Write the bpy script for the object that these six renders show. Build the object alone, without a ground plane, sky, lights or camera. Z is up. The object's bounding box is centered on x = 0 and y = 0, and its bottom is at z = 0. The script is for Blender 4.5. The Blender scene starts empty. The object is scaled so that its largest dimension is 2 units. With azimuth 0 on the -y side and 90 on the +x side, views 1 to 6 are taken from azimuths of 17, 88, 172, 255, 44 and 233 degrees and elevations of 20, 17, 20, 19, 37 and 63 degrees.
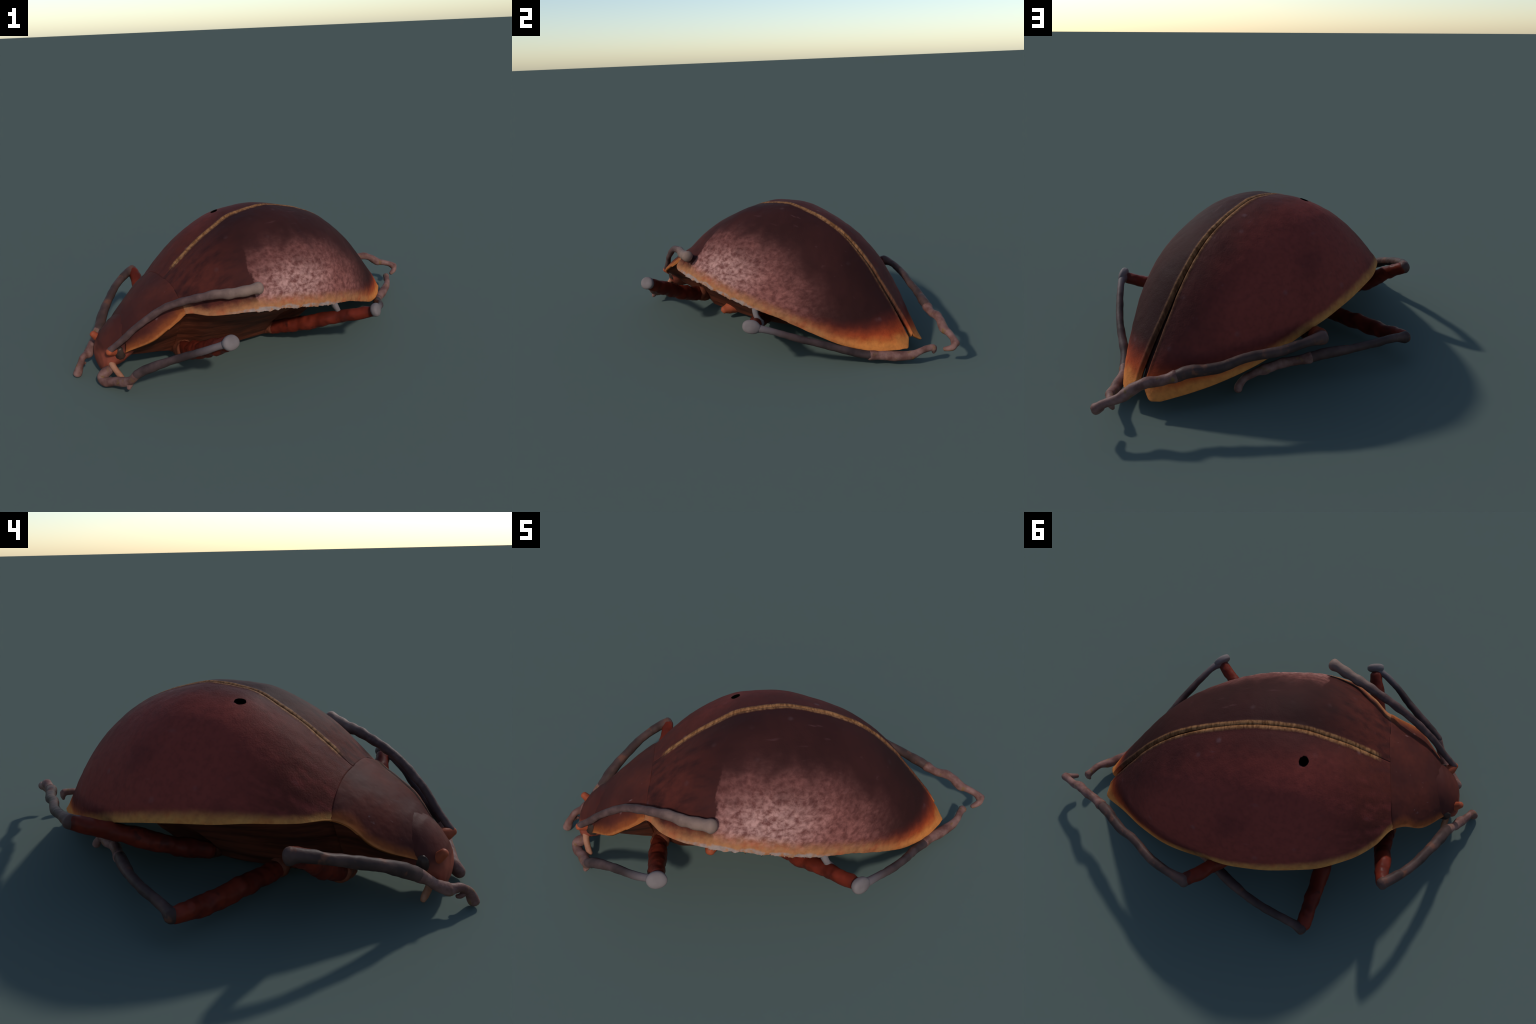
"""A brown oval beetle with domed wing cases, one lost middle leg, a broken antenna
and a pin hole through the right wing case.

Body frame: x runs along the body (head at -x, tail at +x), y to the animal's right,
z up.  The whole beetle hangs under one Empty that turns this frame on the ground.
"""
import bpy, math, random
import numpy as np
from mathutils import noise, Vector

random.seed(7)
HEADING = math.radians(47.19)       # body axis on the ground
MID = -0.0027                       # y of the body's middle plane

# ------------------------------------------------------------------ profiles
# stations along the body; half widths and heights of the shell's rim, left / right
RIM_X = np.array([-.98, -.82, -.70, -.64, -.55, -.4, -.2, 0, .2, .4, .6, .8, .95, 1.06])
RIM_W = {-1: np.array([.202, .347, .363, .371, .474, .581, .629, .632, .609, .545, .454, .327, .211, .101]),
         1: np.array([.165, .285, .323, .354, .450, .546, .603, .612, .590, .527, .447, .317, .190, .112])}
RIM_Z = {-1: np.array([.219, .336, .408, .445, .443, .460, .446, .409, .362, .303, .214, .121, .090, .090]),
         1: np.array([.219, .305, .400, .421, .428, .439, .421, .394, .351, .289, .212, .136, .089, .075])}
# height of the back's middle line
TOP_X = np.array([-.98, -.9, -.8, -.71, -.62, -.5, -.3, -.1, .1, .3, .5, .7, .85, .97, 1.06])
TOP_Z = np.array([.322, .372, .440, .493, .540, .632, .766, .855, .874, .833, .751, .591, .406, .246, .106])
# exponents of the cross-section arch
ARCH_X = np.array([-.8, -.45, .1, .9])
ARCH_P = {-1: np.array([.80, .94, .98, 1.166]), 1: np.array([.80, .85, .91, 1.14])}
ARCH_Q = np.array([2.05, 1.55, 1.52, .855])
# extra: hollow above the rim, fuller shoulder
SHOULDER_X = np.array([-.70, -.60, -.45, -.2, .2])
SHOULDER_B = np.array([0, .055, .085, .05, 0])
# half gap between the wing cases along the suture
GAP_X = np.array([-.65, .3, .5, .7, .8, .93, 1.0, 1.1])
GAP_W = np.array([.0006, .001, .002, .005, .008, .015, .019, .022])


def pchip(k, v, x):
    """Smooth monotone interpolation through stations."""
    k, v, x = np.asarray(k, float), np.asarray(v, float), np.asarray(x, float)
    h = np.diff(k)
    d = np.diff(v) / h
    m = np.zeros_like(v)
    m[0], m[-1] = d[0], d[-1]
    for i in range(1, len(v) - 1):
        if d[i - 1] * d[i] > 0:
            a, b = 2 * h[i] + h[i - 1], h[i] + 2 * h[i - 1]
            m[i] = (a + b) / (a / d[i - 1] + b / d[i])
    i = np.clip(np.searchsorted(k, x) - 1, 0, len(h) - 1)
    t = (x - k[i]) / h[i]
    return ((2 * t**3 - 3 * t**2 + 1) * v[i] + (t**3 - 2 * t**2 + t) * h[i] * m[i]
            + (-2 * t**3 + 3 * t**2) * v[i + 1] + (t**3 - t**2) * h[i] * m[i + 1])


def smooth(lo, hi, x):
    t = np.clip((np.asarray(x, float) - lo) / (hi - lo), 0, 1)
    return t * t * (3 - 2 * t)


def fbm(p, scale, octaves=3):
    return noise.fractal(Vector(p) * scale, 1.0, 2.0, octaves)


# ------------------------------------------------------------------ mesh makers
def link(name, mesh, mat, parent, smooth_shade=True):
    obj = bpy.data.objects.new(name, mesh)
    bpy.context.scene.collection.objects.link(obj)
    obj.parent = parent
    for m in (mat if isinstance(mat, (list, tuple)) else [mat]):
        mesh.materials.append(m)
    if smooth_shade:
        mesh.polygons.foreach_set("use_smooth", [True] * len(mesh.polygons))
    mesh.update()
    return obj


def mesh_from(name, verts, faces):
    me = bpy.data.meshes.new(name)
    me.from_pydata([tuple(map(float, v)) for v in verts], [], faces)
    me.validate()
    import bmesh
    bm = bmesh.new()
    bm.from_mesh(me)
    bmesh.ops.remove_doubles(bm, verts=bm.verts, dist=1e-6)
    bmesh.ops.recalc_face_normals(bm, faces=bm.faces)
    bm.to_mesh(me)
    bm.free()
    return me


def grid_normals(g):
    du = np.gradient(g, axis=0)
    dv = np.gradient(g, axis=1)
    n = np.cross(du, dv)
    l = np.linalg.norm(n, axis=2, keepdims=True)
    return n / np.maximum(l, 1e-9)


def shell_mesh(name, g, thick, outward_hint):
    """Closed thin shell: an outer grid, an inner one and a strip all round."""
    n = grid_normals(g)
    if (n * outward_hint).sum() < 0:
        n = -n
    inner = g - n * thick[..., None]
    R, C = g.shape[:2]
    verts = np.concatenate([g.reshape(-1, 3), inner.reshape(-1, 3)])
    off = R * C
    F = []
    for i in range(R - 1):
        for j in range(C - 1):
            a, b, c, d = i * C + j, i * C + j + 1, (i + 1) * C + j + 1, (i + 1) * C + j
            F.append((a, b, c, d))
            F.append((a + off, d + off, c + off, b + off))
    ring = ([(0, j) for j in range(C)] + [(i, C - 1) for i in range(1, R)]
            + [(R - 1, j) for j in range(C - 2, -1, -1)] + [(i, 0) for i in range(R - 2, 0, -1)])
    idx = [i * C + j for i, j in ring]
    for a, b in zip(idx, idx[1:] + idx[:1]):
        F.append((a, a + off, b + off, b))
    return mesh_from(name, verts, F)


def loft_mesh(name, rings, cap=True):
    """Skin a list of closed rings (each K x 3)."""
    K = len(rings[0])
    verts = np.concatenate(rings)
    F = []
    for i in range(len(rings) - 1):
        for k in range(K):
            F.append((i * K + k, i * K + (k + 1) % K, (i + 1) * K + (k + 1) % K, (i + 1) * K + k))
    if cap:
        F.append(tuple(range(K - 1, -1, -1)))
        F.append(tuple((len(rings) - 1) * K + k for k in range(K)))
    return mesh_from(name, verts, F)


def catmull(pts, n):
    pts = np.asarray(pts, float)
    if len(pts) == 2:
        t = np.linspace(0, 1, n)[:, None]
        return pts[0] * (1 - t) + pts[1] * t
    p = np.vstack([2 * pts[0] - pts[1], pts, 2 * pts[-1] - pts[-2]])
    chord = np.concatenate([[0], np.cumsum(np.linalg.norm(np.diff(pts[:, :3], axis=0), axis=1))])
    out = []
    for s in np.linspace(0, chord[-1], n):
        i = min(max(int(np.searchsorted(chord, s, side="right")) - 1, 0), len(pts) - 2)
        t = (s - chord[i]) / max(chord[i + 1] - chord[i], 1e-9)
        a, b, c, d = p[i], p[i + 1], p[i + 2], p[i + 3]
        out.append(.5 * (2 * b + (c - a) * t + (2 * a - 5 * b + 4 * c - d) * t * t + (3 * b - a - 3 * c + d) * t**3))
    return np.array(out)


def limb_mesh(name, stations, rough=.06, flat=1.0, sides=20, seed=0, step=.008):
    """Round limb through stations (x, y, z, radius) with domed ends and a lumpy skin."""
    st = np.asarray(stations, float)
    length = np.linalg.norm(np.diff(st[:, :3], axis=0), axis=1).sum()
    c = catmull(st, max(10, int(length / step)))
    pos, rad = c[:, :3], np.maximum(c[:, 3], .003)
    tan = np.gradient(pos, axis=0)
    tan /= np.linalg.norm(tan, axis=1, keepdims=True)
    # domed ends
    dome = [math.radians(a) for a in (85, 65, 45, 25)]
    head = [(pos[0] - tan[0] * rad[0] * math.sin(a) * .8, tan[0], rad[0] * math.cos(a)) for a in dome]
    tail = [(pos[-1] + tan[-1] * rad[-1] * math.sin(a) * .8, tan[-1], rad[-1] * math.cos(a)) for a in dome[::-1]]
    seq = head + list(zip(pos, tan, rad)) + tail
    up = np.array([0, 0, 1.0])
    if abs(seq[0][1] @ up) > .9:
        up = np.array([1.0, 0, 0])
    rings = []
    side = np.cross(seq[0][1], up)
    for p, t, r in seq:
        side = side - t * (side @ t)
        side /= np.linalg.norm(side)
        u = np.cross(side, t)
        ring = []
        for k in range(sides):
            a = 2 * math.pi * k / sides
            q = p + side * math.cos(a) * r * flat + u * math.sin(a) * r / flat
            q = p + (q - p) * (1 + rough * 2.2 * fbm(q + seed * 3.1, 14, 3))
            ring.append(q)
        rings.append(np.array(ring))
    return loft_mesh(name, rings)


def blob_mesh(name, centre, radii, rough=.05, freq=12, nu=28, nv=18, power=1.0):
    c, r = np.array(centre, float), np.array(radii, float)
    rings = []
    for i in range(1, nv):
        th = math.pi * i / nv
        ring = []
        for k in range(nu):
            a = 2 * math.pi * k / nu
            d = np.array([math.cos(th), math.sin(th) * math.cos(a), math.sin(th) * math.sin(a)])
            q = c + r * d * (1 + rough * 2 * fbm(c + d, freq * .2, 3))
            ring.append(q)
        rings.append(np.array(ring))
    return loft_mesh(name, rings)


def pad_mesh(name, centre, axis, radii):
    """flattened cap set square on the end of a limb: radii along the axis, along the body, across"""
    n = axis / np.linalg.norm(axis)
    u = np.array([1.0, 0, 0])
    u -= n * (u @ n)
    u /= np.linalg.norm(u)
    v = np.cross(n, u)
    rings = []
    for th in np.linspace(.06, math.pi - .06, 26):
        ring = []
        for a in np.linspace(0, 2 * math.pi, 36, endpoint=False):
            c, sn = math.cos(th), math.sin(th)
            q = (n * np.sign(c) * abs(c) ** .7 * radii[0] + u * sn * math.cos(a) * radii[1] + v * sn * math.sin(a) * radii[2])
            q = centre + q * (1 + .16 * fbm(centre + q, 9, 2))
            ring.append(q)
        rings.append(np.array(ring))
    return loft_mesh(name, rings)


# ------------------------------------------------------------------ materials
class Nodes:
    def __init__(self, name):
        self.m = bpy.data.materials.new(name)
        self.m.use_nodes = True
        self.t = self.m.node_tree
        self.t.nodes.clear()
        self.out = self.t.nodes.new("ShaderNodeOutputMaterial")
        self.bsdf = self.t.nodes.new("ShaderNodeBsdfPrincipled")
        self.t.links.new(self.bsdf.outputs[0], self.out.inputs[0])
        self.co = self.t.nodes.new("ShaderNodeTexCoord").outputs["Object"]
        sep = self.t.nodes.new("ShaderNodeSeparateXYZ")
        self.t.links.new(self.co, sep.inputs[0])
        self.x, self.y, self.z = sep.outputs

    def put(self, sock, v):
        if hasattr(v, "is_output"):
            self.t.links.new(v, sock)
        elif isinstance(v, (tuple, list)) and len(v) == 3 and sock.type == "RGBA":
            sock.default_value = (*v, 1)
        else:
            sock.default_value = v

    def math(self, op, a, b=0.0, c=0.0, clamp=False):
        n = self.t.nodes.new("ShaderNodeMath")
        n.operation, n.use_clamp = op, clamp
        for s, v in zip(n.inputs, (a, b, c)):
            self.put(s, v)
        return n.outputs[0]

    def add(self, a, b): return self.math("ADD", a, b)
    def sub(self, a, b): return self.math("SUBTRACT", a, b)
    def mul(self, a, b): return self.math("MULTIPLY", a, b)

    def step(self, lo, hi, v):
        """smooth 0..1 mask as v goes from lo to hi (lo may exceed hi)"""
        n = self.t.nodes.new("ShaderNodeMapRange")
        n.interpolation_type = "SMOOTHSTEP"
        flip = not hasattr(lo, "is_output") and not hasattr(hi, "is_output") and lo > hi
        self.put(n.inputs[0], v)
        self.put(n.inputs[1], hi if flip else lo)
        self.put(n.inputs[2], lo if flip else hi)
        n.inputs[3].default_value, n.inputs[4].default_value = (1, 0) if flip else (0, 1)
        return n.outputs[0]

    def curve(self, xs, ys, v, lo, hi):
        """a profile given at stations, as a function of a coordinate"""
        xs, ys = np.asarray(xs, float), np.asarray(ys, float)
        n = self.t.nodes.new("ShaderNodeFloatCurve")
        c = n.mapping.curves[0]
        ymax = max(ys.max(), 1e-6)
        P = [((x - lo) / (hi - lo), y / ymax) for x, y in zip(xs, ys)]
        c.points[0].location, c.points[1].location = P[0], P[-1]
        for p in P[1:-1]:
            c.points.new(*p)
        n.mapping.update()
        self.put(n.inputs["Value"], self.math("DIVIDE", self.sub(v, lo), hi - lo))
        return self.mul(n.outputs[0], ymax)

    def noise(self, scale, detail=4, rough=.55, stretch=None, distort=0.0, seed=0):
        n = self.t.nodes.new("ShaderNodeTexNoise")
        n.noise_dimensions = "4D"
        n.inputs["W"].default_value = seed
        n.inputs["Scale"].default_value = scale
        n.inputs["Detail"].default_value = detail
        n.inputs["Roughness"].default_value = rough
        n.inputs["Distortion"].default_value = distort
        v = self.co
        if stretch:
            mp = self.t.nodes.new("ShaderNodeMapping")
            mp.inputs["Scale"].default_value = stretch
            self.t.links.new(self.co, mp.inputs[0])
            v = mp.outputs[0]
        self.t.links.new(v, n.inputs["Vector"])
        return n.outputs[0]

    def voronoi(self, scale, seed=0):
        n = self.t.nodes.new("ShaderNodeTexVoronoi")
        n.inputs["Scale"].default_value = scale
        mp = self.t.nodes.new("ShaderNodeMapping")
        mp.inputs["Location"].default_value = (seed * .37, seed * .61, seed * .23)
        self.t.links.new(self.co, mp.inputs[0])
        self.t.links.new(mp.outputs[0], n.inputs["Vector"])
        return n.outputs["Distance"]

    def mix(self, f, a, b, mode="MIX"):
        n = self.t.nodes.new("ShaderNodeMix")
        n.data_type, n.blend_type = "RGBA", mode
        self.put(n.inputs[0], f)
        self.put(n.inputs[6], a)
        self.put(n.inputs[7], b)
        return n.outputs[2]

    def bump(self, h, strength=.3, dist=.01):
        n = self.t.nodes.new("ShaderNodeBump")
        n.inputs["Strength"].default_value = strength
        n.inputs["Distance"].default_value = dist
        self.put(n.inputs["Height"], h)
        self.t.links.new(n.outputs[0], self.bsdf.inputs["Normal"])

    def done(self, colour, rough=.5, spec=.5):
        self.put(self.bsdf.inputs["Base Color"], colour)
        self.put(self.bsdf.inputs["Roughness"], rough)
        self.put(self.bsdf.inputs["Specular IOR Level"], spec)
        return self.m


DARK = (.028, .0095, .0085)      # left back
BROWN = (.060, .0165, .014)     # right back beside the suture
MAROON = (.185, .037, .028)     # right side, lightened by flank light baked into the scan
WARM = (.085, .020, .014)        # redder toward the pronotum
ORANGE = (.55, .17, .035)
OCHRE = (.44, .185, .052)
TAN = (.30, .140, .058)


def wing_case_material(side):
    n = Nodes("wing_case_chitin_left" if side < 0 else "wing_case_chitin_right")
    big = n.noise(3.2, 4, seed=1)
    streak = n.noise(5, 4, stretch=(.8, 4, 3), seed=2)
    fine = n.noise(38, 3, seed=3)
    if side < 0:
        col = n.mix(n.step(.38, .68, big), DARK, (.040, .0125, .011))
    else:
        across = n.add(n.y, n.mul(n.sub(n.noise(4, 4, seed=17), .5), .35))
        col = n.mix(n.step(.02, .36, across), BROWN, MAROON)  # paler outward: copies the lit flank baked into the scan's colour
        col = n.mix(n.mul(n.step(.5, .7, big), .4), col, (.07, .018, .017))
    col = n.mix(n.mul(n.step(-.15, -.55, n.x), n.step(.25, .6, streak)), col, WARM)
    # pale scuffs and specks
    speck = n.voronoi(7.5, 4)
    col = n.mix(n.mul(n.mul(n.step(.17, .02, speck), n.step(.42, .62, n.noise(5, 3, seed=15))), .32), col, (.20, .12, .125))
    scuff = n.noise(9, 2, stretch=(.5, 3, 3), seed=9)
    col = n.mix(n.mul(n.step(.66, .8, scuff), .3), col, (.16, .07, .07))
    # height above the rim
    rim = n.curve(RIM_X, RIM_Z[side], n.x, -1, 1.1)
    above = n.sub(n.z, rim)
    wob = n.mul(n.sub(n.noise(14, 4, seed=5), .5), .05 if side < 0 else .02)
    above_w = n.add(above, wob)
    grain = n.noise(55, 2, seed=6)
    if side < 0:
        # baked-in pink glare painted on the pitted flank, with a hard front border
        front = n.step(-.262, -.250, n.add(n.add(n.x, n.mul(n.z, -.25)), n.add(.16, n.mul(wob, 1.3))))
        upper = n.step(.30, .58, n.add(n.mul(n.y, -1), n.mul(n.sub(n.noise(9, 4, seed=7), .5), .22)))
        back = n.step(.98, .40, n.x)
        glare_patch = n.mul(n.mul(front, upper), back)
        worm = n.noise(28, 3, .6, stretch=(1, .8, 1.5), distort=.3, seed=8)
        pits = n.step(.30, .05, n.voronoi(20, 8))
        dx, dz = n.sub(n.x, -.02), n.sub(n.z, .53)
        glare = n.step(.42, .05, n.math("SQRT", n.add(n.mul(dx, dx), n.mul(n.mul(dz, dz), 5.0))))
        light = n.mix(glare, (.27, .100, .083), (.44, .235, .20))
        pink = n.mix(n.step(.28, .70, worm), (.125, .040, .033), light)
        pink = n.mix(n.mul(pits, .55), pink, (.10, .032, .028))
        col = n.mix(n.mul(glare_patch, .95), col, pink)
    # rim band: ochre on the sides, gold to red-orange round the tail
    if side > 0:
        wide = [.010, .016, .028, .030, .050, .075, .095]
    else:
        wide = [.012, .022, .040, .042, .060, .085, .105]
    width = n.curve([-1, -.5, -.2, .5, .8, .95, 1.1], wide, n.x, -1, 1.1)
    ratio = n.math("DIVIDE", above_w, width)
    tail = n.step(.45, .95, n.x)
    blotch = n.noise(16, 3, seed=11)
    edge = n.mix(n.step(.4, .75, blotch), OCHRE if side > 0 else (.31, .130, .054), (.40, .13, .035) if side > 0 else (.33, .085, .034))
    tail_orange = n.mix(n.step(.35, 1.3, n.add(ratio, n.mul(n.sub(blotch, .5), .9))), (.56, .185, .045), (.48, .075, .018))
    rim_col = n.mix(tail, edge, tail_orange)
    col = n.mix(n.mul(n.mul(n.step(3.0, 1.2, ratio), .75), n.step(.3, .9, n.x)), col, (.15, .022, .012))
    band = n.step(2.2, .35, ratio)
    col = n.mix(band, col, rim_col)
    if side < 0:
        crust = n.mul(n.step(.45, .15, ratio), n.mul(n.step(-.5, -.35, n.x), n.step(.35, .2, n.x)))
        col = n.mix(n.mul(crust, n.step(.35, .55, n.noise(22, 4, seed=12))), col, (.26, .19, .16))
    # tan piping along the suture
    gap = n.curve(GAP_X, GAP_W, n.x, -.65, 1.1)
    off = n.sub(n.math("ABSOLUTE", n.sub(n.y, MID)), gap)
    pipe = n.step(.030, .014, n.add(off, n.mul(n.sub(fine, .5), .012)))
    along = n.mul(n.step(-.575, -.53, n.x), n.step(1.0, .45, n.x))
    braid = n.step(.35, .65, n.noise(48, 2, stretch=(1.6, .5, .5), seed=13))
    tan = n.mix(braid, (.13, .052, .018), TAN)
    col = n.mix(n.mul(pipe, n.add(n.mul(along, .75), n.mul(n.step(-.575, -.53, n.x), .18))), col, tan)
    col = n.mix(n.mul(n.step(.35, .75, fine), .25), col, (.03, .010, .010))
    n.bump(n.add(n.mul(grain, .6), n.noise(120, 2, seed=14)), .25, .006)
    return n.done(col, n.add(.55, n.mul(big, .2)), .04)


def pronotum_material():
    n = Nodes("pronotum_chitin")
    big = n.noise(4, 4, seed=21)
    fine = n.noise(40, 3, seed=22)
    col = n.mix(n.step(.35, .68, big), (.055, .0155, .0125), (.090, .022, .015))
    scuff = n.noise(10, 2, stretch=(.6, 3, 3), seed=23)
    col = n.mix(n.mul(n.step(.66, .76, scuff), .5), col, (.26, .15, .14))
    rl = n.curve(RIM_X, RIM_Z[-1], n.x, -1, 1.1)
    rr = n.curve(RIM_X, RIM_Z[1], n.x, -1, 1.1)
    s = n.step(-.02, .02, n.y)
    rim = n.add(n.mul(rl, n.sub(1, s)), n.mul(rr, s))
    above = n.add(n.sub(n.z, rim), n.mul(n.sub(n.noise(12, 3, seed=24), .5), .02))
    col = n.mix(n.step(.040, .004, above), col, (.23, .058, .017))
    col = n.mix(n.mul(n.step(.010, .001, above), .6), col, (.38, .125, .035))
    col = n.mix(n.mul(n.step(.4, .75, fine), .25), col, (.035, .011, .010))
    n.bump(fine, .2, .006)
    return n.done(col, n.add(.55, n.mul(big, .15)), .04)


def head_material():
    n = Nodes("head_chitin")
    big = n.noise(4, 4, seed=21)
    fine = n.noise(40, 3, seed=22)
    col = n.mix(n.step(.35, .68, big), (.055, .0155, .0125), (.090, .022, .015))
    face = n.step(.235, .16, n.add(n.z, n.mul(n.sub(n.noise(9, 3, seed=25), .5), .10)))
    col = n.mix(face, col, n.mix(n.noise(14, 3, seed=26), (.13, .030, .018), (.30, .075, .045)))
    n.bump(fine, .25, .006)
    return n.done(col, .6, .05)


def plain_material(name, a, b, scale=9, c=None, rough=.5, bump=.3, spec=.08, stretch=None):
    n = Nodes(name)
    v = n.noise(scale, 5, stretch=stretch, seed=len(name))
    col = n.mix(n.step(.35, .68, v), a, b)
    if c:
        col = n.mix(n.step(.56, .70, n.noise(scale * 1.9, 3, seed=len(name) + 5)), col, c)
    n.bump(n.noise(scale * 6, 3, seed=3), bump, .006)
    return n.done(col, rough, spec)


def wall_material():
    n = Nodes("under_body_skin")
    v = n.noise(3, 5, stretch=(1.0, 3, 9), seed=31)
    col = n.mix(n.step(.35, .65, v), (.045, .012, .006), (.105, .026, .012))
    col = n.mix(n.mul(n.step(.6, .75, n.noise(8, 4, seed=32)), .5), col, (.15, .050, .024))
    n.bump(v, .5, .015)
    return n.done(col, .6, .12)


def antenna_material():
    n = Nodes("antenna_chitin")
    v = n.noise(16, 4, seed=41)
    col = n.mix(n.step(.35, .68, v), (.060, .034, .031), (.105, .060, .054))
    tip = n.step(-.62, -.33, n.add(n.x, n.mul(n.sub(v, .5), .12)))
    col = n.mix(tip, col, n.mix(v, (.125, .078, .062), (.25, .165, .13)))
    n.bump(n.noise(60, 3, seed=3), .3, .006)
    return n.done(col, .55, .08)


def femur_material():
    return plain_material("femur_chitin", (.075, .0115, .0065), (.145, .020, .0095), 8, (.055, .0115, .008), .42, .2)


def tibia_material():
    return plain_material("tibia_chitin", (.040, .024, .021), (.080, .044, .037), 9, (.12, .048, .030), .5, .25)


def tarsus_material():
    return plain_material("tarsus_chitin", (.10, .043, .034), (.20, .105, .088), 14, (.15, .08, .03), .5, .25)


# ------------------------------------------------------------------ the arch of the back
def back_point(x, phi, side, gap=0.0):
    """point on the shell: phi 0 at the rim, pi/2 on the middle line"""
    w, zr = pchip(RIM_X, RIM_W[side], x), pchip(RIM_X, RIM_Z[side], x)
    zt = pchip(TOP_X, TOP_Z, x)
    p, q = np.interp(x, ARCH_X, ARCH_P[side]), np.interp(x, ARCH_X, ARCH_Q)
    c, s = np.maximum(np.cos(phi), 0), np.sin(phi)
    y = MID + side * (gap + np.maximum(w - gap, 0) * c**p)
    z = zr + (zt - zr) * (s**q - np.interp(x, SHOULDER_X, SHOULDER_B) * s * np.sin(4 * phi))
    return np.stack([x, y, z], -1)


def seam_x(phi):
    """hind edge of the pronotum"""
    return -.618 - .028 * np.cos(phi) ** 2


def add_relief(g, amp, out, seed, mask=1.0):
    n = grid_normals(g)
    if (n * out).sum() < 0:
        n = -n
    flat = g.reshape(-1, 3)
    h = np.array([fbm(v + seed, 3.0, 3) * 1.0 + fbm(v + seed, 17, 3) * .45 for v in flat]).reshape(g.shape[:2])
    return g + n * (h * amp * mask)[..., None]


def make_wing_case(side, mat, parent):
    U, V = 250, 84
    # more rows near the suture and the rim
    t = np.linspace(0, 1, V)
    phi = (np.pi / 2) * (t - .09 * np.sin(2 * np.pi * t) / 1.0 * .9)
    u = np.linspace(0, 1, U)
    x0 = seam_x(phi) - .004
    # each tip is rounded: longest a little off the middle
    x1 = 1.030 + .036 * np.sin(np.clip(phi / (np.pi / 2), 0, 1) ** .7 * np.pi) ** .8
    X = x0[None] + (x1 - x0)[None] * (1 - (1 - u) ** 1.12)[:, None]
    PHI = np.broadcast_to(phi[None], X.shape)
    gap = np.interp(X, GAP_X, GAP_W)
    g = back_point(X, PHI, side, gap)
    out = np.zeros(3) + np.array([0, side * .3, 1])
    g = add_relief(g, .0035, out, 5 if side < 0 else 11, smooth(.02, .2, PHI))
    d = np.abs(g[..., 1] - MID) - gap
    lengthwise = smooth(-.60, -.50, X)
    # raised bead beside the suture, then the edge turns down into the groove
    g[..., 2] += lengthwise * (.004 * np.exp(-((d - .015) / .009) ** 2))
    depth = .0015 + .0285 * smooth(.2, .95, X)
    g[..., 2] -= lengthwise * depth * smooth(.010, .0, d)
    # rim lip: a shallow channel above a rolled edge
    hz = g[..., 2] - pchip(RIM_X, RIM_Z[side], X)
    lip = np.exp(-((hz - .045) / .02) ** 2) * .0035
    g[..., 1] -= side * lip
    if side < 0:
        # crusted, crumbly lower edge
        e = np.exp(-np.maximum(hz, 0) / .016) * smooth(-.5, -.3, X) * smooth(.42, .2, X)
        jag = np.array([fbm(v, 34, 3) for v in g.reshape(-1, 3)]).reshape(X.shape)
        g[..., 2] -= e * (.004 + .010 * np.maximum(jag, -.2))
        # pitted flank
        pf = smooth(.30, .5, -g[..., 1]) * smooth(-.26, -.2, X) * smooth(.9, .5, X)
        pit = np.array([fbm(v, 30, 2) for v in g.reshape(-1, 3)]).reshape(X.shape)
        g[..., 1] += -pf * pit * .004
    thick = np.full(X.shape, .016)
    thick *= .5 + .5 * smooth(0, .05, hz)
    me = shell_mesh("wing_case", g, thick, out)
    return link("wing_case", me, mat, parent)


def make_pronotum(mat, parent):
    U, V = 80, 161
    psi = np.linspace(0, np.pi, V)          # from the left rim over the back to the right
    u = np.linspace(0, 1, U)
    g = np.zeros((U, V, 3))
    for j, a in enumerate(psi):
        side = -1 if a < np.pi / 2 else 1
        phi = a if a < np.pi / 2 else np.pi - a
        xf = -.955 - .020 * math.cos(phi) ** 6      # front corners reach forward
        x = xf + (seam_x(phi) - xf) * u
        g[:, j] = back_point(x, np.full(U, phi), side)
    # mend the tiny jump on the middle line where both sides meet
    out = np.array([0, 0, 1.0])
    g = add_relief(g, .0035, out, 3, smooth(.08, .35, np.sin(psi))[None])
    # hind edge sinks a little: a fine seam against the wing cases
    g[..., 2] -= (.0015 * smooth(.97, 1.0, u))[:, None] * np.ones(V)[None]
    # front edge dips into the head
    g[..., 2] -= (.016 * (1 - smooth(0, .18, u)))[:, None] * np.sin(psi)[None] ** 2
    thick = np.full((U, V), 1.0) * (.004 + .014 * smooth(0, .25, u))[:, None]
    me = shell_mesh("pronotum", g, thick, out)
    return link("pronotum", me, mat, parent)


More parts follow.
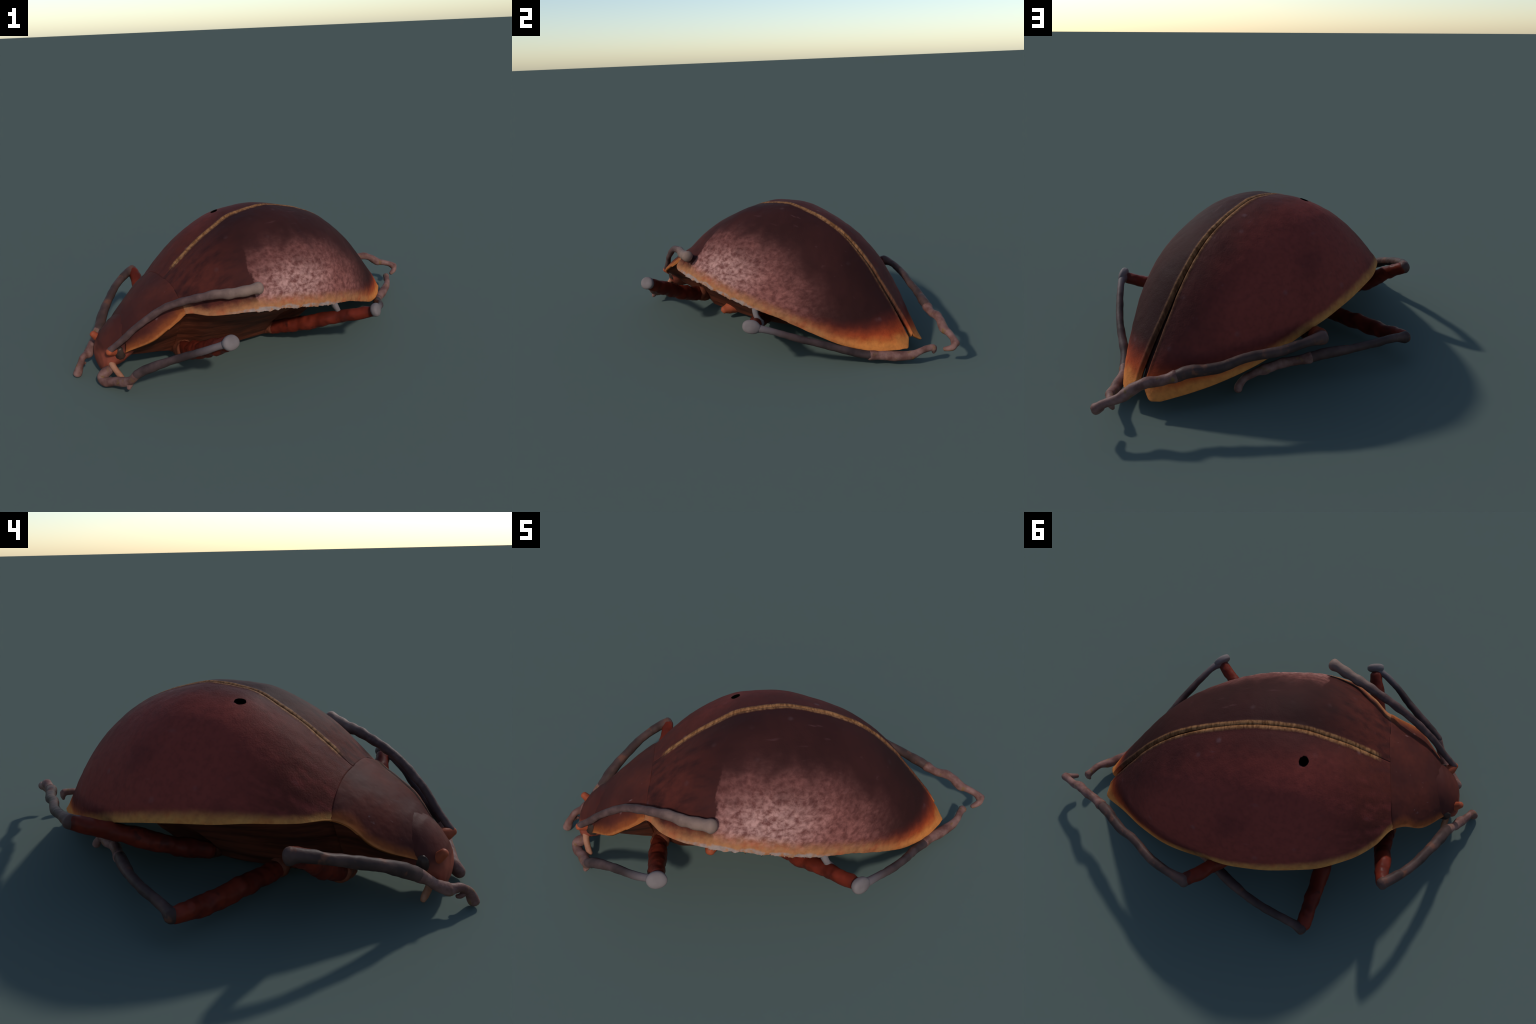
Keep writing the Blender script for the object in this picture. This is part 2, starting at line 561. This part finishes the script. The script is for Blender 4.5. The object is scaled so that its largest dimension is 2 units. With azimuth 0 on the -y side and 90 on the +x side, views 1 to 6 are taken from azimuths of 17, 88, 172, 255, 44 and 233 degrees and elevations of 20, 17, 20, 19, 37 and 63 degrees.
# ------------------------------------------------------------------ under body
def make_under_body(name, x_from, x_to, stations, mat, parent, hollow=1.22, folds=.008, n=70):
    """Loft: from the rim the wall curves in and down to a flat belly.
    stations: x, belly half width, belly height, how far the wall stays inside the rim"""
    st = np.asarray(stations, float)
    xs = np.linspace(x_from, x_to, n)
    hb, zb, ins = (np.interp(xs, st[:, 0], st[:, k]) for k in (1, 2, 3))
    rings = []
    for x, b, z0, i in zip(xs, hb, zb, ins):
        halves = []
        for side in (-1, 1):
            w = float(pchip(RIM_X, RIM_W[side], x)) - i
            zr = float(pchip(RIM_X, RIM_Z[side], x)) - .002
            pts = []
            for t in np.linspace(0, 1, 30):
                if t < .62:            # hollow side wall
                    k = t / .62
                    y = w + (b - w) * (1 - (1 - k) ** hollow)
                    z = zr + (z0 + .025 - zr) * k ** (.5 + hollow / 2)
                else:                  # belly
                    k = (t - .62) / .38
                    y = b * math.cos(k * math.pi / 2)
                    z = z0 + .025 * (1 - math.sin(k * math.pi / 2))
                f = noise.fractal(Vector((x * 3.0, y * 9, z * 16 + side * 5)), 1, 2, 3)
                pts.append((x, MID + side * y, z + folds * f * (1 if t > .03 else 0)))
            halves.append(pts)
        zt = max(float(pchip(TOP_X, TOP_Z, x)) - .10, float(pchip(RIM_X, RIM_Z[1], x)) + .03)
        zr0 = float(pchip(RIM_X, RIM_Z[1], x)) + .02
        w0 = float(pchip(RIM_X, RIM_W[1], x)) - i
        roof = [(x, MID + w0 * .6 * s, zr0 + (zt - zr0) * h) for s, h in ((1, .75), (0, 1), (-1, .75))]
        rings.append(np.array(halves[0] + halves[1][::-1][1:] + roof))
    return link(name, loft_mesh(name, rings), mat, parent)


def make_head(mat, parent):
    """deflexed head: lofted from the neck forward and down to the mouth"""
    # x, half width, top, bottom
    st = np.array([(-.86, .17, .365, .130), (-.92, .176, .356, .105), (-.96, .176, .338, .085), (-1.0, .162, .308, .070),
                   (-1.035, .142, .272, .058), (-1.06, .125, .240, .052), (-1.078, .100, .200, .058), (-1.087, .055, .155, .09)])
    rings = []
    for x in np.linspace(0, len(st) - 1, 46):
        k = np.arange(len(st))
        xx, hw, zt, zb = (float(np.interp(x, k, st[:, i])) for i in range(4))
        ring = []
        for a in np.linspace(0, 2 * math.pi, 44, endpoint=False):
            c, s = math.cos(a), math.sin(a)
            y = hw * c
            if s < 0:
                y *= 1 - .25 * abs(s) ** 1.5      # narrows to the mouth
            z = (zt + zb) / 2 + (zt - zb) / 2 * np.sign(s) * abs(s) ** (1.12 if s > 0 else .85)
            q = np.array([xx, MID + y, z])
            q = q + np.array([0, c, s]) * .006 * fbm(q, 16, 3)
            ring.append(q)
        rings.append(np.array(ring))
    return link("head", loft_mesh("head", rings), mat, parent)


# ------------------------------------------------------------------ assemble
root = bpy.data.objects.new("beetle", None)
bpy.context.scene.collection.objects.link(root)
root.rotation_euler = (0, 0, HEADING)
root.location = (0, 0, -.005)
root["label"] = "brown oval beetle with domed wing cases and thin legs"
root["category"] = "beetle"

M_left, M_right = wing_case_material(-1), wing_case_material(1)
M_pro, M_wall = pronotum_material(), wall_material()
M_fem, M_tib, M_tar = femur_material(), tibia_material(), tarsus_material()
M_head = head_material()
M_ant = antenna_material()
M_pale = plain_material("pale_joint", (.115, .090, .087), (.165, .134, .127), 6, None, .55, .15)
M_coxa = plain_material("coxa_chitin", (.10, .027, .014), (.19, .055, .028), 9, None, .5, .3)
M_eye = plain_material("eye_black", (.014, .011, .010), (.05, .030, .022), 12, None, .3, .1)
M_palp = plain_material("palp_chitin", (.22, .085, .045), (.32, .15, .09), 14, None, .5, .2)
M_hole = plain_material("hole_black", (.001, .001, .001), (.002, .002, .002), 5, None, 1.0, 0, 0)
M_fill = plain_material("dark_membrane", (.016, .006, .005), (.035, .012, .008), 9, None, .6, .2)
M_stub = plain_material("stub_orange", (.24, .050, .022), (.34, .078, .032), 9, None, .5, .2)

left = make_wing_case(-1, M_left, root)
right = make_wing_case(1, M_right, root)
make_pronotum(M_pro, root)
make_head(M_head, root)

# pin hole through the right wing case
hx, hy = -.147, .178


def back_height(x, y):
    """height of the right wing case at a spot"""
    phi = np.linspace(.05, np.pi / 2, 400)
    g = back_point(np.full(400, x), phi, 1)
    return float(np.interp(-y, -g[:, 1], g[:, 2]))


hz = back_height(hx, hy + MID)
hole_n = Vector(((back_height(hx - .02, hy + MID) - back_height(hx + .02, hy + MID)) / .04,
                 (back_height(hx, hy + MID - .02) - back_height(hx, hy + MID + .02)) / .04, 1)).normalized()
rot = hole_n.to_track_quat("Z", "Y").to_matrix()


def tube_ring(r, h, k=20, wob=.12):
    return np.array([np.array(Vector((hx, hy + MID, hz)) + rot @ Vector((math.cos(a) * r * 1.15 * (1 + wob * noise.noise(Vector((math.cos(a) * 2, math.sin(a) * 2, 1)))),
                     math.sin(a) * r * (1 + wob * noise.noise(Vector((math.cos(a) * 2, math.sin(a) * 2, 4)))), h))) for a in np.linspace(0, 2 * math.pi, k, endpoint=False)])


cutter = link("cutter", loft_mesh("cutter", [tube_ring(.024, -.06), tube_ring(.024, .06)]), M_hole, root, False)
mod = right.modifiers.new("pin", "BOOLEAN")
mod.operation, mod.object, mod.solver = "DIFFERENCE", cutter, "EXACT"
bpy.context.view_layer.update()
dg = bpy.context.evaluated_depsgraph_get()
cut = bpy.data.meshes.new_from_object(right.evaluated_get(dg))
right.modifiers.clear()
right.data = cut
bpy.data.objects.remove(cutter)
link("pin_hole_cup", loft_mesh("pin_hole_cup", [tube_ring(.0255, -.2), tube_ring(.0255, -.010), tube_ring(.0242, -.010), tube_ring(.0242, .0005), tube_ring(.0225, .0005), tube_ring(.0225, -.198)]), M_hole, right, False)  # black cup added inside the cut to keep the hole dark

# thorax and abdomen under the shell
make_under_body("thorax", -.66, -.02,
                [(-.66, .13, .075, .03), (-.60, .14, .06, .03), (-.5, .18, .045, .03), (-.2, .20, .040, .03), (0, .20, .038, .03)],
                M_wall, root)
make_under_body("abdomen", -.06, .90,
                [(-.06, .20, .038, .03), (.10, .18, .036, .03), (.25, .16, .045, .045), (.4, .14, .10, .045), (.6, .12, .18, .05), (.9, .05, .16, .05)],
                M_wall, root, 1.9)
make_under_body("prothorax", -.94, -.645,
                [(-.94, .12, .138, .012), (-.87, .14, .132, .012), (-.73, .15, .108, .012), (-.645, .13, .075, .012)],
                M_wall, root, 1.1)
# dark filler strip, added to close the groove between the wing cases
xs = np.linspace(-.6, 1.02, 160)
strip = np.zeros((160, 9, 3))
for k, o in enumerate(np.linspace(-1, 1, 9)):
    strip[:, k] = np.stack([xs, MID + o * .05 * np.minimum(1, (1.06 - xs) * 5), pchip(TOP_X, TOP_Z, xs) - .014 - .030 * smooth(.2, .95, xs) - .02 * o * o], -1)
link("groove_strip", shell_mesh("groove_strip", strip, np.full((160, 9), .012), np.array([0, 0, 1.0])), M_fill, root)


# ------------------------------------------------------------------ legs
def fading_tibia_material(knee):
    """dark tibia, chalky near the knee"""
    n = Nodes("tibia_chalky")
    v = n.noise(9, 5, seed=12)
    col = n.mix(n.step(.35, .68, v), (.034, .022, .021), (.075, .045, .042))
    d = n.t.nodes.new("ShaderNodeVectorMath")
    d.operation = "DISTANCE"
    n.t.links.new(n.co, d.inputs[0])
    d.inputs[1].default_value = knee
    near = n.step(.24, .05, n.add(d.outputs["Value"], n.mul(n.sub(v, .5), .12)))
    col = n.mix(n.mul(near, .75), col, (.14, .112, .112))
    n.bump(n.noise(54, 3, seed=3), .25, .006)
    return n.done(col, .55, .08)


def make_leg(coxa, femur, tibia, tarsus, seed, claw=None, pale=None, flat=1.0, slim=.87, sag=.006):
    low = lambda pts: [(x, y, z - sag * float(smooth(.04, .13, z)), r) for x, y, z, r in pts]
    coxa, femur, tibia, tarsus = low(coxa), low(femur), low(tibia), low(tarsus)
    tibia = [(x, y, z, r * (1 if k == 0 else slim)) for k, (x, y, z, r) in enumerate(tibia)]
    leg = link("leg", limb_mesh("leg", coxa, .10, seed=seed), M_coxa, root)
    link("femur", limb_mesh("femur", femur, .09, flat, seed=seed + 1), M_fem, leg)
    link("tibia", limb_mesh("tibia", tibia, .07, seed=seed + 2), fading_tibia_material(pale[:3]) if pale else M_tib, leg)
    link("tarsus", limb_mesh("tarsus", tarsus, .08, seed=seed + 3, step=.006), M_tar, leg)
    if claw:
        link("claw", limb_mesh("claw", claw, .05, seed=seed + 4, step=.004), M_tar, leg)
    if pale:
        link("knee_pad", pad_mesh("knee_pad", np.array(pale[:3]), np.array(femur[-1][:3]) - np.array(femur[-2][:3]), pale[3:]), M_pale, leg)
    return leg


# right hind leg: high knee, tibia sweeping past the tail
make_leg([(.0, .12, .08, .05), (.02, .22, .095, .046)],
         [(.01, .245, .105, .042), (.143, .396, .179, .046), (.30, .54, .267, .042), (.452, .673, .347, .036)],
         [(.458, .680, .350, .035), (.53, .65, .352, .029), (.66, .57, .330, .027), (.773, .462, .315, .027), (.889, .373, .282, .030), (.97, .287, .272, .034), (1.03, .23, .255, .032)],
         [(1.03, .23, .255, .030), (1.075, .19, .243, .024), (1.13, .155, .246, .027), (1.165, .128, .236, .025), (1.21, .092, .202, .027),
          (1.245, .077, .190, .022), (1.295, .040, .178, .021), (1.322, .016, .160, .024)],
         10, claw=[(1.322, .014, .158, .022), (1.31, .002, .130, .019), (1.268, -.012, .114, .013)])
# right middle leg: lies out on the ground
make_leg([(-.33, .12, .07, .05), (-.35, .22, .075, .048)],
         [(-.348, .20, .070, .042), (-.288, .466, .092, .047), (-.228, .69, .108, .043), (-.187, .83, .131, .037)],
         [(-.182, .845, .135, .036), (-.12, .82, .150, .026), (.02, .757, .158, .024), (.15, .68, .155, .026), (.25, .60, .150, .030), (.33, .53, .135, .032)],
         [(.33, .53, .135, .031), (.37, .49, .126, .025), (.43, .435, .118, .029), (.47, .41, .112, .024), (.53, .38, .105, .030),
          (.56, .36, .100, .022), (.62, .325, .082, .020), (.655, .313, .048, .022), (.668, .312, .027, .021)],
         20, slim=.94)
# right front leg
make_leg([(-.66, .16, .11, .05), (-.655, .24, .14, .05)],
         [(-.655, .235, .138, .044), (-.619, .387, .225, .047), (-.603, .513, .320, .042), (-.592, .625, .382, .037)],
         [(-.591, .635, .387, .036), (-.64, .612, .386, .029), (-.75, .53, .352, .027), (-.85, .42, .305, .029), (-.93, .322, .254, .032), (-.995, .235, .198, .032)],
         [(-.995, .235, .197, .030), (-1.035, .205, .165, .023), (-1.062, .183, .138, .026), (-1.10, .143, .108, .030),
          (-1.125, .125, .108, .022), (-1.15, .104, .104, .020), (-1.180, .070, .070, .022), (-1.203, .066, .026, .024)],
         30, claw=[(-1.165, .082, .07, .014), (-1.15, .105, .062, .012), (-1.138, .11, .06, .010)], slim=.97)
# left front leg: pale knee, tarsus curled back under the mouth
make_leg([(-.61, -.15, .12, .05), (-.608, -.22, .145, .052)],
         [(-.608, -.207, .138, .046), (-.602, -.377, .200, .050), (-.583, -.555, .292, .046), (-.565, -.70, .368, .040)],
         [(-.563, -.732, .386, .032), (-.61, -.71, .378, .024), (-.69, -.65, .342, .023), (-.80, -.54, .280, .026), (-.902, -.445, .222, .030), (-.978, -.382, .168, .030)],
         [(-.975, -.382, .168, .029), (-1.003, -.335, .113, .026), (-1.03, -.27, .080, .027), (-1.06, -.215, .062, .026),
          (-1.095, -.16, .045, .028), (-1.105, -.125, .055, .029), (-1.085, -.118, .080, .030), (-1.05, -.125, .105, .026)],
         40, claw=[(-1.0, -.325, .11, .022), (-1.012, -.335, .08, .018), (-1.018, -.34, .068, .012)],
         pale=(-.560, -.742, .388, .026, .052, .042), flat=.95)
# left hind leg: pale knee, tibia runs back under the rim to the tail
make_leg([(.0, -.12, .08, .05), (.03, -.22, .10, .046)],
         [(.03, -.22, .10, .042), (.165, -.43, .180, .046), (.30, -.62, .262, .040), (.41, -.765, .318, .034)],
         [(.417, -.778, .325, .032), (.485, -.735, .312, .024), (.60, -.625, .252, .024), (.715, -.50, .190, .025), (.82, -.355, .115, .028), (.91, -.26, .072, .032)],
         [(.905, -.262, .074, .031), (.95, -.225, .066, .027), (1.02, -.18, .067, .029), (1.075, -.148, .070, .028), (1.11, -.128, .080, .027),
          (1.147, -.102, .103, .021), (1.185, -.05, .118, .020), (1.202, -.03, .116, .024)],
         50, claw=[(1.204, -.028, .112, .02), (1.204, -.022, .092, .016), (1.20, -.018, .076, .009)],
         pale=(.420, -.785, .327, .027, .055, .042))
# left middle leg is lost: only its stump is left
link("leg_stump", limb_mesh("leg_stump", [(-.30, -.17, .09, .06), (-.32, -.22, .085, .04), (-.328, -.253, .08, .028)], .1, seed=60), M_stub, root)
# scan artefact modelled as a rod between the rim and the left hind femur
link("scan_bridge", limb_mesh("scan_bridge", [(.25, -.562, .365, .024), (.266, -.575, .335, .022), (.282, -.588, .30, .019), (.292, -.582, .265, .024), (.30, -.575, .245, .03)], .15, seed=61), M_pale, root)

# ------------------------------------------------------------------ antennae
path = catmull([(-1.05, -.160, .236, .018), (-.959, -.210, .320, .019), (-.885, -.255, .395, .020), (-.728, -.338, .500, .022),
                (-.541, -.452, .552, .025), (-.406, -.539, .569, .030), (-.288, -.604, .589, .033)], 90)
for i, s in enumerate(path):       # eleven beads
    s[3] *= 1 + .07 * math.cos(i / 89 * 11 * 2 * math.pi) * smooth(20, 50, i)
ant = link("antenna", limb_mesh("antenna", path, .06, seed=70), M_ant, root)
link("scape", limb_mesh("scape", [(-1.0, -.125, .215, .032), (-1.03, -.145, .222, .030), (-1.055, -.165, .232, .020)], .06, seed=71), M_stub, ant)
stub = link("antenna", limb_mesh("antenna_stub", [(-1.02, .09, .195, .035), (-1.045, .095, .218, .026), (-1.068, .098, .245, .019)], .08, seed=72), M_stub, root)

# ------------------------------------------------------------------ face
link("eye", blob_mesh("eye", (-.985, .152, .200), (.034, .020, .042), .04), M_eye, root)
link("eye", blob_mesh("eye", (-.985, -.157, .200), (.034, .020, .042), .04), M_eye, root)
link("palp", limb_mesh("palp", [(-1.035, -.10, .15, .022), (-1.035, -.15, .12, .017), (-1.02, -.20, .085, .016), (-1.01, -.215, .07, .013)], .06, seed=80), M_palp, root)
link("palp", limb_mesh("palp", [(-1.02, .08, .12, .022), (-1.02, .12, .085, .018), (-1.01, .15, .05, .017), (-1.005, .16, .035, .013)], .06, seed=81), M_palp, root)
link("mouth_part", blob_mesh("mouth_part", (-1.045, -.01, .085), (.035, .07, .030), .08), M_palp, root)
